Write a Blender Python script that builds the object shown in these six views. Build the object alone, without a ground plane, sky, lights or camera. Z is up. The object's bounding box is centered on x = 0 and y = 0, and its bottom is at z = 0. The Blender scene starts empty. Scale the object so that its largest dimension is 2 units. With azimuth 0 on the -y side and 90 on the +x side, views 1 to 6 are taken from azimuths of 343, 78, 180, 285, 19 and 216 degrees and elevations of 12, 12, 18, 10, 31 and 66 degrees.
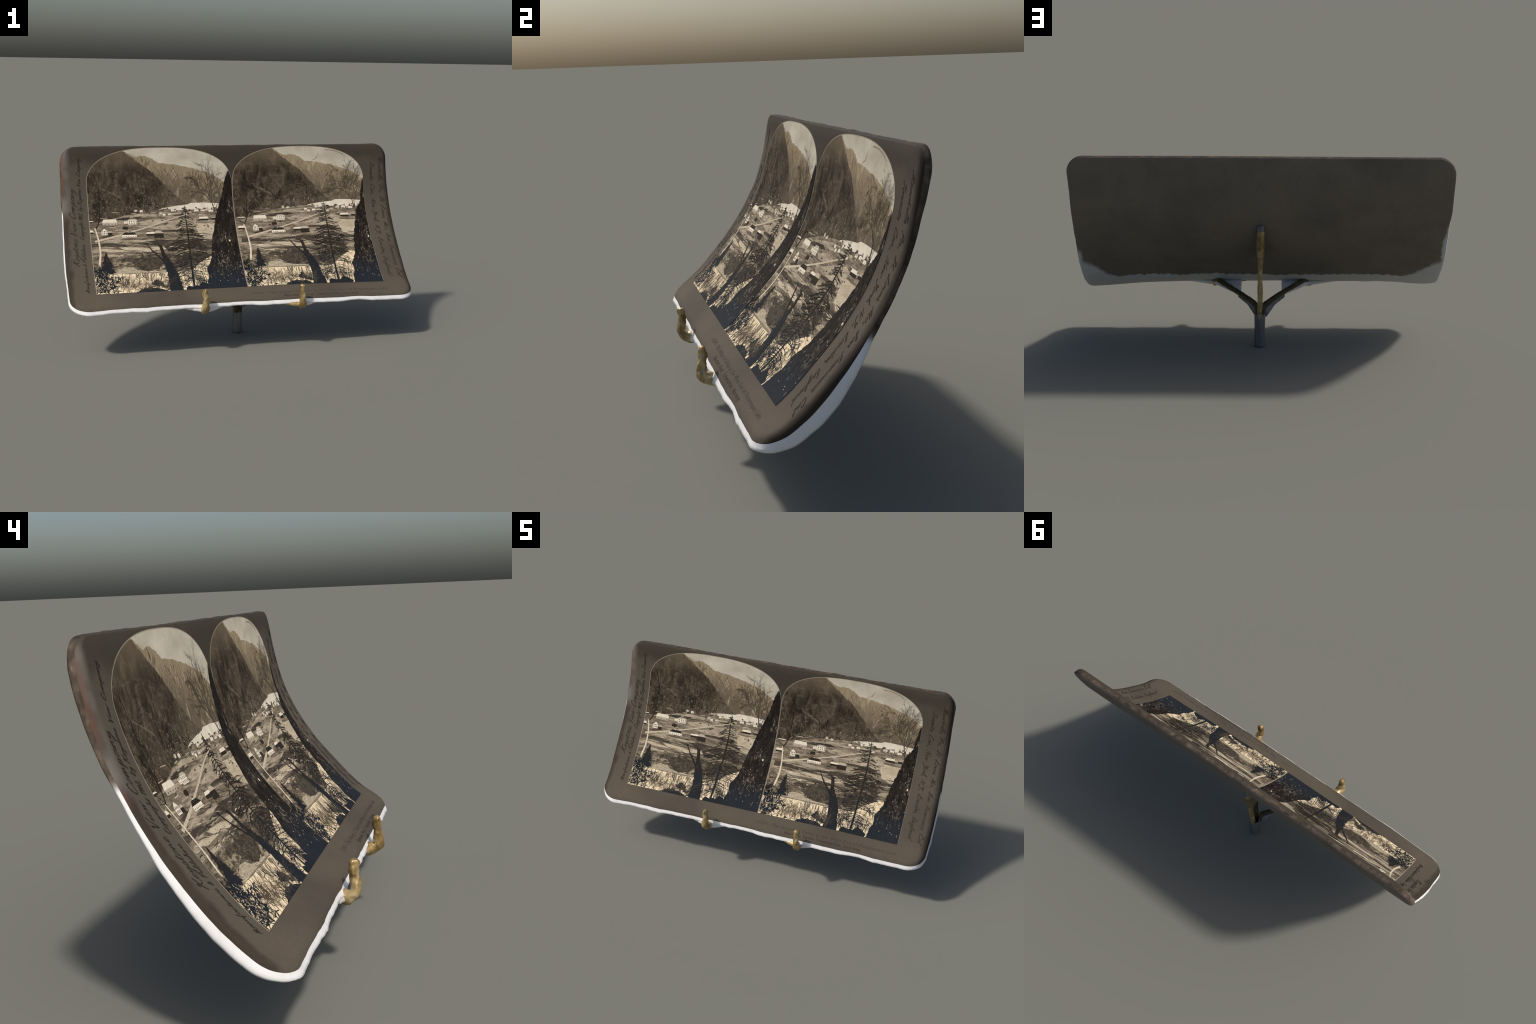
"""A curved stereoscope photo card resting on a small three-armed brass wire stand."""
import bpy, bmesh, math, random
import numpy as np
from mathutils import Vector, noise as mnoise

rng = random.Random(7)

# ------------------------------------------------------------------ frame --
# The card is a sheet bent about a horizontal axis.  Every point of it is
# written (x, s, t): x across, s = length along the bent section from the
# bottom edge, t = depth behind the front surface.
SECTION = [(-.251, .282), (-.155, .335), (-.045, .437), (.063, .558), (.135, .665),
           (.184, .768), (.221, .900), (.240, 1.0), (.254, 1.092)]


def natural_spline(t, y):
    n = len(t); h = np.diff(t); A = np.zeros((n, n)); b = np.zeros(n); A[0, 0] = A[-1, -1] = 1
    for i in range(1, n - 1):
        A[i, i - 1] = h[i - 1]; A[i, i] = 2 * (h[i - 1] + h[i]); A[i, i + 1] = h[i]
        b[i] = 6 * ((y[i + 1] - y[i]) / h[i] - (y[i] - y[i - 1]) / h[i - 1])
    m = np.linalg.solve(A, b)

    def f(x):
        i = np.clip(np.searchsorted(t, x) - 1, 0, n - 2); a = x - t[i]; c = t[i + 1] - x
        return (m[i] * c**3 / 6 / h[i] + m[i + 1] * a**3 / 6 / h[i]
                + (y[i] / h[i] - m[i] * h[i] / 6) * c + (y[i + 1] / h[i] - m[i + 1] * h[i] / 6) * a)
    return f


_P = np.array(SECTION)
_t = np.r_[0, np.cumsum(np.hypot(*np.diff(_P, axis=0).T))]
_tt = np.linspace(0, _t[-1], 2000)
_Y, _Z = natural_spline(_t, _P[:, 0])(_tt), natural_spline(_t, _P[:, 1])(_tt)
_S = np.r_[0, np.cumsum(np.hypot(np.diff(_Y), np.diff(_Z)))]
_ty, _tz = np.gradient(_Y, _S), np.gradient(_Z, _S)
LENGTH = float(_S[-1])


def ease(v, a, b):
    u = np.clip((v - a) / (b - a), 0, 1); return u * u * (3 - 2 * u)


def warp(x, s):
    """The card is slightly twisted: its right part lies further back, its left middle bulges forward."""
    return (ease(x, .25, .85) * np.interp(s, [0, .1, .45, .8, 1], [.013, .016, .012, .010, .008])
            + .009 * ease(x, -.62, -.92) * (1 - ease(s, .0, .16))
            - .009 * ease(x, -.4, -.8) * ease(s, .2, .45) * (1 - ease(s, .6, .85)))


def bend(x, s, t):
    """(x, s, t) of the card -> world.  Works on arrays."""
    x, s, t = np.broadcast_arrays(np.asarray(x, float), np.asarray(s, float), np.asarray(t, float))
    sc = np.clip(s, 0, LENGTH); e = s - sc
    t = t + warp(x, sc)
    y = np.interp(sc, _S, _Y); z = np.interp(sc, _S, _Z)
    ty = np.interp(sc, _S, _ty); tz = np.interp(sc, _S, _tz)
    return np.stack([x, y + e * ty + t * tz, z + e * tz - t * ty], -1)


def front_normal(s):
    ty = np.interp(s, _S, _ty); tz = np.interp(s, _S, _tz)
    return np.stack([np.zeros_like(ty), -tz, ty], -1)


def fbm(x, y, z, seed, octaves=3):
    v = 0; a = 1
    for o in range(octaves):
        v += a * mnoise.noise(Vector((x * 2**o + seed * 7.3, y * 2**o - seed * 3.1, z * 2**o + seed)))
        a *= .5
    return v


# -------------------------------------------------------------- materials --
class Nodes:
    def __init__(self, name, rough=.6, spec=.25, metal=0.0):
        if name.startswith(("print_", "letter", "faded")): rough, spec = .75, .06
        self.mat = bpy.data.materials.new(name); self.mat.use_nodes = True
        self.t = self.mat.node_tree; self.n = self.t.nodes; self.l = self.t.links
        self.bsdf = self.n["Principled BSDF"]
        self.bsdf.inputs["Roughness"].default_value = rough
        self.bsdf.inputs["Specular IOR Level"].default_value = spec
        self.bsdf.inputs["Metallic"].default_value = metal
        self.co = self.n.new("ShaderNodeTexCoord").outputs["Object"]
        self.sep = None

    def plug(self, sock, v):
        if isinstance(v, (int, float)):
            sock.default_value = v
        elif isinstance(v, tuple):
            sock.default_value = (*v, 1) if len(v) == 3 and sock.type == 'RGBA' else v
        else:
            self.l.new(v, sock)

    def axis(self, i):
        if not self.sep:
            self.sep = self.n.new("ShaderNodeSeparateXYZ"); self.l.new(self.co, self.sep.inputs[0])
        return self.sep.outputs[i]

    def noise(self, scale=(1, 1, 1), detail=4, rough=.6, offset=0.0, distort=0.0):
        m = self.n.new("ShaderNodeMapping"); m.inputs["Scale"].default_value = scale
        m.inputs["Location"].default_value = (offset, offset * 1.7, -offset); self.l.new(self.co, m.inputs[0])
        t = self.n.new("ShaderNodeTexNoise"); t.inputs["Scale"].default_value = 1
        t.inputs["Detail"].default_value = detail; t.inputs["Roughness"].default_value = rough
        t.inputs["Distortion"].default_value = distort
        self.l.new(m.outputs[0], t.inputs["Vector"]); return t.outputs["Fac"]

    def cells(self, scale, feature='F1', offset=0.0):
        m = self.n.new("ShaderNodeMapping"); m.inputs["Scale"].default_value = scale
        m.inputs["Location"].default_value = (offset, offset, offset); self.l.new(self.co, m.inputs[0])
        t = self.n.new("ShaderNodeTexVoronoi"); t.feature = feature; t.inputs["Scale"].default_value = 1
        self.l.new(m.outputs[0], t.inputs["Vector"]); return t.outputs["Distance"]

    def span(self, v, a, b, lo=0.0, hi=1.0, smooth=True):
        r = self.n.new("ShaderNodeMapRange"); r.interpolation_type = 'SMOOTHSTEP' if smooth else 'LINEAR'
        self.plug(r.inputs[0], v)
        for i, q in zip((1, 2, 3, 4), (a, b, lo, hi)): r.inputs[i].default_value = q
        return r.outputs[0]

    def math(self, op, a, b=0.0):
        m = self.n.new("ShaderNodeMath"); m.operation = op
        self.plug(m.inputs[0], a); self.plug(m.inputs[1], b); return m.outputs[0]

    def mix(self, f, a, b, mode='MIX'):
        m = self.n.new("ShaderNodeMix"); m.data_type = 'RGBA'; m.blend_type = mode
        self.plug(m.inputs[0], f); self.plug(m.inputs[6], a); self.plug(m.inputs[7], b)
        return m.outputs[2]

    def ramp(self, f, stops):
        r = self.n.new("ShaderNodeValToRGB"); self.plug(r.inputs[0], f); e = r.color_ramp.elements
        while len(e) < len(stops): e.new(.5)
        for k, (p, c) in zip(e, stops): k.position = p; k.color = (*c, 1)
        return r.outputs[0]

    def done(self, colour, bump=None, strength=.2, dist=.002):
        self.plug(self.bsdf.inputs["Base Color"], colour)
        if bump is not None:
            b = self.n.new("ShaderNodeBump"); b.inputs["Strength"].default_value = strength
            b.inputs["Distance"].default_value = dist; self.l.new(bump, b.inputs["Height"])
            self.l.new(b.outputs[0], self.bsdf.inputs["Normal"])
        return self.mat


BROWN = (.092, .077, .058)
WHITE = (.80, .79, .775)


def mat_mount():
    k = Nodes("brown_card_stock", .8, .1)
    big = k.noise((3, 3, 3), 3, .55, 2.0); fine = k.noise((160, 160, 160), 3, .7)
    c = k.ramp(big, [(.3, (.070, .059, .045)), (.5, BROWN), (.72, (.110, .089, .064))])
    c = k.mix(k.span(fine, .35, .7, 0, .45), c, (.075, .060, .048))
    c = k.mix(k.span(k.noise((420, 420, 420), 2, .6, 5.), .58, .75, 0, .35), c, (.19, .165, .14))
    # dark tone along the top edge and in the spandrel between the two arches
    w0 = k.span(k.noise((12, 12, 12), 4, .6, 4.), .25, .75, -.035, .035, False)
    top = k.span(k.math('ADD', k.axis(2), w0), .965, 1.045)
    mid_ = k.span(k.math('ADD', k.math('ABSOLUTE', k.math('ADD', k.axis(0), .006)), w0), .24, .10)
    mid_ = k.math('MULTIPLY', mid_, k.span(k.axis(2), .84, .93))
    c = k.mix(k.math('MULTIPLY', k.math('MAXIMUM', top, mid_), .62), c, (.036, .031, .024))
    # dark line just inside the side edges
    ax = k.math('ABSOLUTE', k.axis(0))
    w = k.noise((9, 9, 9), 3, .6, 9.)
    edge = k.span(k.math('ADD', ax, k.span(w, .3, .7, -.012, .012, False)), .945, .978)
    c = k.mix(k.math('MULTIPLY', edge, .75), c, (.030, .022, .016))
    # pale rubbed stripe on the upper part of the side margin
    up = k.span(k.axis(2), .68, .76)
    rub = k.math('MULTIPLY', k.span(k.axis(0), -.925, -.965), up)
    c = k.mix(k.math('MULTIPLY', rub, k.span(w, .35, .6, .25, .85)), c, (.165, .150, .128))
    rust = k.math('MULTIPLY', k.span(k.axis(0), -.955, -.985), k.span(k.axis(2), .66, .72))
    rust = k.math('MULTIPLY', rust, k.span(k.noise((5, 5, 7), 2, .5, 13.), .45, .62))
    c = k.mix(k.math('MULTIPLY', rust, .7), c, (.12, .055, .038))
    return k.done(c, fine, .12, .001)


def mat_rim():
    k = Nodes("worn_card_edge", .8, .1)
    w = k.noise((7, 7, 7), 4, .6, 3.); w2 = k.noise((30, 30, 18), 4, .65, 1.)
    brown = k.ramp(w2, [(.3, (.030, .024, .018)), (.5, (.075, .058, .043)), (.66, (.125, .096, .072)), (.78, (.30, .23, .17))])
    white = k.mix(k.span(w2, .5, .8, 0, .5), WHITE, (.62, .60, .57))
    # white reaches higher on the left side than on the right
    lim = k.span(k.axis(0), -.8, .8, .715, .545, False)
    h = k.math('SUBTRACT', k.axis(2), lim)
    h = k.math('ADD', h, k.span(w, .25, .75, -.04, .04, False))
    return k.done(k.mix(k.span(h, .035, -.030), brown, white), w2, .25, .004)


def mat_back():
    k = Nodes("brown_card_backing", .7, .2)
    big = k.noise((4, 4, 4), 4, .6, 4.); fine = k.noise((180, 180, 180), 3, .7, 6.)
    c = k.ramp(big, [(.3, (.145, .122, .096)), (.52, (.180, .150, .116)), (.75, (.21, .172, .130))])
    c = k.mix(k.span(fine, .4, .7, 0, .4), c, (.085, .070, .056))
    w = k.noise((6, 6, 6), 5, .65, 8.); w2 = k.noise((40, 12, 40), 3, .6, 2.)
    h = k.math('ADD', k.axis(2), k.span(w, .25, .75, -.012, .012, False))
    ax = k.math('ABSOLUTE', k.axis(0))
    corner = k.span(ax, .78, .985, 0, -.13)
    h = k.math('ADD', k.math('ADD', h, corner), k.span(w2, .4, .7, -.004, .008, False))
    soft = k.span(ax, .70, .98, .010, .05)
    f = k.math('DIVIDE', k.math('SUBTRACT', .350, h), soft)
    f = k.span(f, 0., 1.)
    lim = k.span(k.axis(0), -.8, .8, .70, .53, False)
    side = k.math('MULTIPLY', k.span(k.math('ADD', ax, k.span(w, .3, .7, -.01, .01)), .968, .985), k.span(k.math('SUBTRACT', k.axis(2), lim), .02, -.03))
    c = k.mix(k.math('MAXIMUM', f, side), c, (.50, .50, .485))
    return k.done(c, fine, .15, .001)


def mat_residue(name, dark=False):
    k = Nodes(name, .55, .35)
    w = k.noise((14, 14, 14), 4, .6, 3.)
    if dark:
        c = k.ramp(w, [(.35, (.10, .10, .10)), (.65, (.24, .24, .24))])
    else:
        c = k.ramp(w, [(.35, WHITE), (.7, (.55, .54, .52))])
    return k.done(c, w, .2, .004)


def mat_brass():
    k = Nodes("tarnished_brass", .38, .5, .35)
    w = k.noise((18, 18, 12), 4, .65, 3.); f = k.noise((90, 90, 90), 3, .6)
    c = k.ramp(w, [(.3, (.11, .070, .022)), (.45, (.30, .205, .080)), (.56, (.48, .36, .17)), (.70, (.66, .54, .33))])  # upper stops brightened to carry the highlights on the lit side
    c = k.mix(k.span(f, .5, .75, 0, .4), c, (.12, .08, .03))
    return k.done(c, f, .15, .002)


def mat_steel():
    k = Nodes("dull_steel", .45, .5, .25)
    w = k.noise((40, 40, 3), 4, .6, 3.)
    c = k.ramp(w, [(.3, (.085, .085, .085)), (.5, (.15, .15, .152)), (.72, (.26, .262, .27))])
    return k.done(c, w, .12, .002)


def plain(name, c, rough=.5, grain=.25, scale=60.):
    k = Nodes(name, rough, .3)
    w = k.noise((scale, scale, scale), 4, .65)
    d = tuple(v * (1 - grain) for v in c); b = tuple(min(1, v * (1 + grain)) for v in c)
    return k.done(k.ramp(w, [(.3, d), (.7, b)]))


# tones of the photograph
def tone_sky():
    k = Nodes("print_sky", .45, .3)
    w = k.noise((7, 7, 10), 5, .6, 1.); f = k.noise((120, 120, 90), 3, .6)
    c = k.ramp(w, [(.3, (.44, .39, .31)), (.52, (.55, .50, .40)), (.72, (.66, .60, .49))])
    c = k.mix(k.span(f, .5, .8, 0, .3), c, (.40, .35, .27))
    c = k.mix(k.span(k.noise((42, 42, 42), 1, .5, 3.), .76, .80, 0, .75), c, (.20, .16, .12))
    return k.done(c)


def tone_far():
    k = Nodes("print_far_mountain", .45, .3)
    # hazy tan slope; lightened toward the ridge for printed sunlight, pale gully streaks
    h = k.math('ADD', k.axis(2), k.math('MULTIPLY', k.axis(0), 0))
    xx = k.math('FRACT', k.math('ADD', k.math('DIVIDE', k.math('ADD', k.axis(0), .006), .835), 2.))
    h = k.math('ADD', k.axis(2), k.math('MULTIPLY', xx, .22))
    slope = k.span(h, .95, 1.19, 0, 1)
    w = k.noise((34, 34, 10), 6, .68, 2., .5)
    c = k.mix(slope, (.135, .105, .072), (.37, .290, .182))
    c = k.mix(k.span(w, .52, .70, 0, .55), c, (.56, .47, .31))
    c = k.mix(k.span(w, .48, .30, 0, .55), c, (.13, .10, .066))
    gul = k.noise((60, 60, 13), 4, .6, 7., 1.2)
    c = k.mix(k.math('MULTIPLY', k.span(gul, .62, .72), k.span(h, 1.06, 1.2, 0, .8)), c, (.70, .62, .45))
    return k.done(c)


def tone_near():
    k = Nodes("print_near_mountain", .45, .3)
    w = k.noise((28, 28, 12), 6, .7, 5., .6); big = k.noise((5, 5, 5), 3, .5, 2.)
    c = k.ramp(big, [(.32, (.034, .025, .017)), (.5, (.058, .043, .029)), (.7, (.095, .073, .050))])
    c = k.mix(k.span(w, .50, .66, 0, .65), c, (.15, .117, .082))
    c = k.mix(k.span(w, .49, .36, 0, .85), c, (.018, .013, .010))
    w3 = k.noise((14, 14, 30), 5, .7, 31., 1.5)
    c = k.mix(k.span(w3, .54, .66, 0, .5), c, (.175, .138, .098))
    spk = k.noise((75, 75, 38), 4, .65, 8., .8)
    low = k.span(k.axis(2), .93, .74, .1, 1)
    c = k.mix(k.math('MULTIPLY', k.span(spk, .60, .70), low), c, (.30, .25, .18))
    haze = k.span(k.axis(2), .92, 1.07, 0, .60)
    left = k.noise((110, 110, 60), 3, .7, 21.)
    c = k.mix(k.span(left, .52, .7, 0, .5), c, (.018, .014, .010))
    return k.done(k.mix(haze, c, (.19, .148, .098)))


def tone_water(name, c1, c2):
    k = Nodes(name, .4, .35)
    w = k.noise((30, 30, 8), 4, .6, 2.)
    return k.done(k.ramp(w, [(.35, c1), (.65, c2)]))


def tone_field(name, dark, mid, light, off=0., sx=7, sz=42):
    k = Nodes(name, .48, .3)
    w = k.noise((sx, sz, sz), 6, .68, off, .8); f = k.noise((90, 130, 130), 4, .7, off)
    c = k.ramp(w, [(.32, dark), (.5, mid), (.66, light)])
    c = k.mix(k.span(f, .52, .72, 0, .5), c, dark)
    c = k.mix(k.span(f, .46, .32, 0, .3), c, light)
    return k.done(c)


def tone_bark():
    k = Nodes("print_bark", .42, .35)
    w = k.noise((46, 20, 20), 5, .68, 4., .9); g = k.noise((9, 9, 9), 2, .5, 2.)
    c = k.ramp(w, [(.35, (.007, .006, .005)), (.55, (.020, .016, .013)), (.7, (.055, .044, .034))])
    fl = k.math('MULTIPLY', k.span(k.noise((85, 34, 34), 4, .65, 9., .6), .60, .67), k.span(g, .45, .62))  # pale specks painted as highlights on the bark
    c = k.mix(fl, c, (.36, .31, .25))
    c = k.mix(k.span(k.axis(2), .50, .36, 0, .82), c, (.017, .022, .029))
    return k.done(c)


def tone_ink(name="print_dark", low=(.014, .018, .023), c=(.022, .018, .014)):
    k = Nodes(name, .42, .35)
    w = k.noise((60, 60, 60), 4, .65, 4.)
    a = k.mix(k.span(w, .5, .75, 0, .8), c, (.07, .057, .043))
    return k.done(k.mix(k.span(k.axis(2), .53, .42, 0, .85), a, low))


# ---------------------------------------------------------------- objects --
def new_object(name, mesh, parent=None, mat=None, stuff=False):
    o = bpy.data.objects.new(name, mesh); bpy.context.collection.objects.link(o)
    if parent: o.parent = parent
    if mat and not mesh.materials: mesh.materials.append(mat)
    if stuff: o["kind"] = "stuff"
    return o


def empty(name, label, category, loc):
    o = bpy.data.objects.new(name, None); bpy.context.collection.objects.link(o)
    o.empty_display_size = .1; o.location = loc; o["label"] = label; o["category"] = category
    return o


def mesh_from(name, verts, faces, normals=None):
    m = bpy.data.meshes.new(name); m.from_pydata([tuple(map(float, v)) for v in verts], [], faces); m.update()
    m.polygons.foreach_set("use_smooth", [True] * len(m.polygons))
    if normals is not None: m.normals_split_custom_set_from_vertices([tuple(map(float, n)) for n in normals])
    return m


card = empty("photo_card", "curved brown stereoscope card with two sepia valley photographs", "photo card", (0, 0, 0))
stand = empty("display_stand", "small brass wire stand with two hooks and steel stem", "display stand", (0, 0, 0))

# --- card body -------------------------------------------------------------
S0, S1, HALF = -.010, .9935, .993


def half_width(s):
    return np.interp(s, [0, .25, .6, .8, 1.0], [.990, .997, .990, .986, .985]) / HALF


def outline(d):
    """Rounded rectangle inset by d, as (x, s) points with constant count, bottom corners rounder."""
    pts = []
    for cx, cs, r, a0 in ((HALF, S0, .105, -90), (HALF, S1, .082, 0), (-HALF, S1, .088, 90), (-HALF, S0, .105, 180)):
        ox = cx - math.copysign(r, cx); os_ = cs + r if cs == S0 else cs - r
        for i in range(25):
            a = math.radians(a0 + 90 * i / 24)
            pts.append((ox + (r - d) * math.cos(a), os_ + (r - d) * math.sin(a)))
    out = []
    for j in range(4):                      # straight runs between corners
        seg = pts[j * 25:(j + 1) * 25]; out += seg
        a = np.array(seg[-1]); b = np.array(pts[((j + 1) * 25) % 100])
        n = 100 if j % 2 == 0 else 230
        out += [tuple(a + (b - a) * i / n) for i in range(1, n)]
    return np.array(out)


def thickness(x, s):
    t = np.interp(s, [0, .1, .2, .35, .5, .7, .85, 1.0], [.033, .042, .040, .026, .021, .024, .034, .039])
    a = np.abs(x)
    t = t + ease(x, .55, .95) * np.interp(s, [0, .1, .25, .45], [.008, .024, .030, 0]) + ease(a, .7, .97) * np.interp(s, [0, .1, .3, .6, .95], [.001, .004, .008, 0, .001]) + ease(x, -.7, -.95) * np.interp(s, [0, .15, .4, .6], [.002, .008, .008, 0])
    return t


def build_card():
    N = len(outline(0)); base = outline(0)
    ctr = np.array([0, (S0 + S1) / 2])
    rings = []                               # (x, s, t, zone) per ring
    first = outline(.050)
    for kk in np.linspace(.02, 1, 52):
        q = ctr + (first - ctr) * kk; rings.append((q, 0.0, 'F', 0))
    rim_d = [(.034, .006), (.024, .025), (.016, .08), (.010, .18), (.0055, .33), (.0020, .58), (0, .72), (.002, .85), (.008, .94), (.018, .99)]
    for d, f in rim_d: rings.append((outline(d), f, 'F' if d > .005 and f < .5 else 'R' if f < .8 else 'B', d))
    last = outline(.032)
    for kk in np.linspace(1, .02, 52):
        q = ctr + (last - ctr) * kk; rings.append((q, 1.0, 'B', .05))
    # wobble of the worn, lumpy rim, per perimeter station
    wob = np.array([fbm(p[0] * 5, p[1] * 5, 0, 3) for p in base])
    fine = np.array([fbm(p[0] * 17, p[1] * 17, 0, 5) for p in base])
    outward = base - outline(.02); outward /= np.linalg.norm(outward, axis=1)[:, None]
    low = np.interp(base[:, 1], [0, .5], [1, .45])
    V = []; Nn = []
    for q, f, zone, d in rings:
        q = q.copy()
        depth = {0.0: 0}.get(f, f)
        w = np.clip((f - .12) / .4, 0, 1) if f < 1 else 0
        if zone == 'B' and f == 1: w = 0
        if 0 < f < .6:            # the top edge is cut square, not rounded over
            q += np.clip(outward[:, 1:2], 0, 1) ** 2 * outward * d * .85
            q -= np.clip(-outward[:, 1:2], 0, 1) ** 2 * outward * (np.interp(d, [0, .002, .0055, .010, .016, .024, .034, .05], [0, .007, .016, .023, .030, .038, .045, .05]) - d)
        q += outward * (wob * .006 * low + fine * .0035 * low)[:, None] * w
        x = q[:, 0] * half_width(q[:, 1]); s = q[:, 1]
        t = thickness(x, s) * depth
        s = s + np.clip(outward[:, 1], 0, 1) ** 4 * t * .12 * np.clip((s - .8) / .15, 0, 1)
        if f == 1:
            t = t + np.array([.0035 * fbm(a * 3, b * 3, 1, 8, 2) for a, b in zip(x, s)])
        elif w > 0:
            t = t + wob * .004 * w
        V.append(bend(x, s, t))
    V = np.concatenate(V); R = len(rings)
    faces = []; zone = []
    for r in range(R - 1):
        zr = rings[r + 1][2] if rings[r][2] != 'B' else 'B'
        if rings[r][2] == 'R': zr = 'R'
        for i in range(N):
            j = (i + 1) % N
            faces.append((r * N + i, r * N + j, (r + 1) * N + j, (r + 1) * N + i)); zone.append(zr)
    faces.append(tuple(reversed(range(N)))); zone.append('F')
    faces.append(tuple((R - 1) * N + i for i in range(N))); zone.append('B')
    whole = mesh_from("whole", V, faces)
    bm = bmesh.new(); bm.from_mesh(whole); bmesh.ops.recalc_face_normals(bm, faces=bm.faces); bm.to_mesh(whole); bm.free()
    faces = [tuple(p.vertices) for p in whole.polygons]
    nrm = np.array([v.vector[:] for v in whole.vertex_normals])
    for z, name, mat in (('F', "mount_face", mat_mount()), ('R', "white_worn_rim", mat_rim()), ('B', "backing", mat_back())):
        sel = [f for f, q in zip(faces, zone) if q == z]
        used = sorted({v for f in sel for v in f}); ix = {v: i for i, v in enumerate(used)}
        m = mesh_from(name, V[used], [tuple(ix[v] for v in f) for f in sel], nrm[used])
        new_object(name, m, card, mat)
    bpy.data.meshes.remove(whole)


build_card()


# --- things printed or glued on the front -----------------------------------
def laid_mesh(name, polys, lift, step=.0125):
    """Flat polygons in (x, s) laid on the bent front, each cut at steps of s so that it follows the bend."""
    bm = bmesh.new()
    for p in polys:
        if len(p) < 3: continue
        vs = [bm.verts.new((a, b, 0)) for a, b in p]
        try: bm.faces.new(vs)
        except ValueError: pass
    big = [f for f in bm.faces if len(f.verts) > 3]
    if big: bmesh.ops.triangulate(bm, faces=big)
    if bm.verts:
        lo = min(v.co.y for v in bm.verts); hi = max(v.co.y for v in bm.verts)
        for i in range(math.ceil(lo / step), math.floor(hi / step) + 1):
            bmesh.ops.bisect_plane(bm, geom=bm.verts[:] + bm.edges[:] + bm.faces[:], plane_co=(0, i * step, 0), plane_no=(0, 1, 0))
        lo = min(v.co.x for v in bm.verts); hi = max(v.co.x for v in bm.verts)
        for i in range(math.ceil(lo / .05), math.floor(hi / .05) + 1):
            bmesh.ops.bisect_plane(bm, geom=bm.verts[:] + bm.edges[:] + bm.faces[:], plane_co=(i * .05, 0, 0), plane_no=(1, 0, 0))
    for f in bm.faces:
        if f.normal.z < 0: f.normal_flip()
    m = bpy.data.meshes.new(name); bm.to_mesh(m); bm.free()
    n = len(m.vertices); co = np.zeros(n * 3); m.vertices.foreach_get("co", co); co = co.reshape(-1, 3)
    w = bend(co[:, 0], co[:, 1], -lift); m.vertices.foreach_set("co", w.ravel()); m.update()
    m.polygons.foreach_set("use_smooth", [True] * len(m.polygons))
    m.normals_split_custom_set_from_vertices([tuple(v) for v in front_normal(co[:, 1])])
    return m


def ribbon(pts, widths):
    """Quads along a polyline with a width at each point."""
    p = np.array(pts, float); w = np.broadcast_to(np.asarray(widths, float), (len(p),))
    d = np.gradient(p, axis=0); d /= np.maximum(np.linalg.norm(d, axis=1), 1e-9)[:, None]
    nrm = np.stack([-d[:, 1], d[:, 0]], 1); a = p + nrm * w[:, None] / 2; b = p - nrm * w[:, None] / 2
    return [[tuple(a[i]), tuple(a[i + 1]), tuple(b[i + 1]), tuple(b[i])] for i in range(len(p) - 1)]


def smooth_line(pts, n=5):
    p = np.array(pts, float)
    if len(p) < 3: return p
    q = np.vstack([2 * p[0] - p[1], p, 2 * p[-1] - p[-2]]); out = []
    for i in range(1, len(q) - 2):
        for k in range(n):
            t = k / n
            out.append(.5 * (2 * q[i] + (q[i + 1] - q[i - 1]) * t + (2 * q[i - 1] - 5 * q[i] + 4 * q[i + 1] - q[i + 2]) * t * t
                             + (3 * q[i] - q[i - 1] - 3 * q[i + 1] + q[i + 2]) * t**3))
    out.append(p[-1]); return np.array(out)


def rough_line(pts, amp, r, n=6):
    """Refine a polyline and make it ragged."""
    p = np.array(pts, float); out = []
    for a, b in zip(p[:-1], p[1:]):
        for k in range(n): out.append(a + (b - a) * k / n + np.array([r.uniform(-amp, amp), r.uniform(-amp, amp)]))
    out.append(p[-1]); return [tuple(v) for v in out]


def clip_convex(poly, window):
    """Sutherland-Hodgman: keep what lies inside a convex counter-clockwise window."""
    out = list(poly)
    for (ax, ay), (bx, by) in zip(window, window[1:] + window[:1]):
        src, out = out, []
        if not src: break
        side = lambda q: (bx - ax) * (q[1] - ay) - (by - ay) * (q[0] - ax)
        for i, q in enumerate(src):
            pv = src[i - 1]; a, b = side(pv), side(q)
            if (a >= 0) != (b >= 0):
                t = a / (a - b); out.append((pv[0] + t * (q[0] - pv[0]), pv[1] + t * (q[1] - pv[1])))
            if b >= 0: out.append(q)
    res = []
    for q in out:
        if not res or abs(q[0] - res[-1][0]) + abs(q[1] - res[-1][1]) > 1e-6: res.append(q)
    return res


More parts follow.
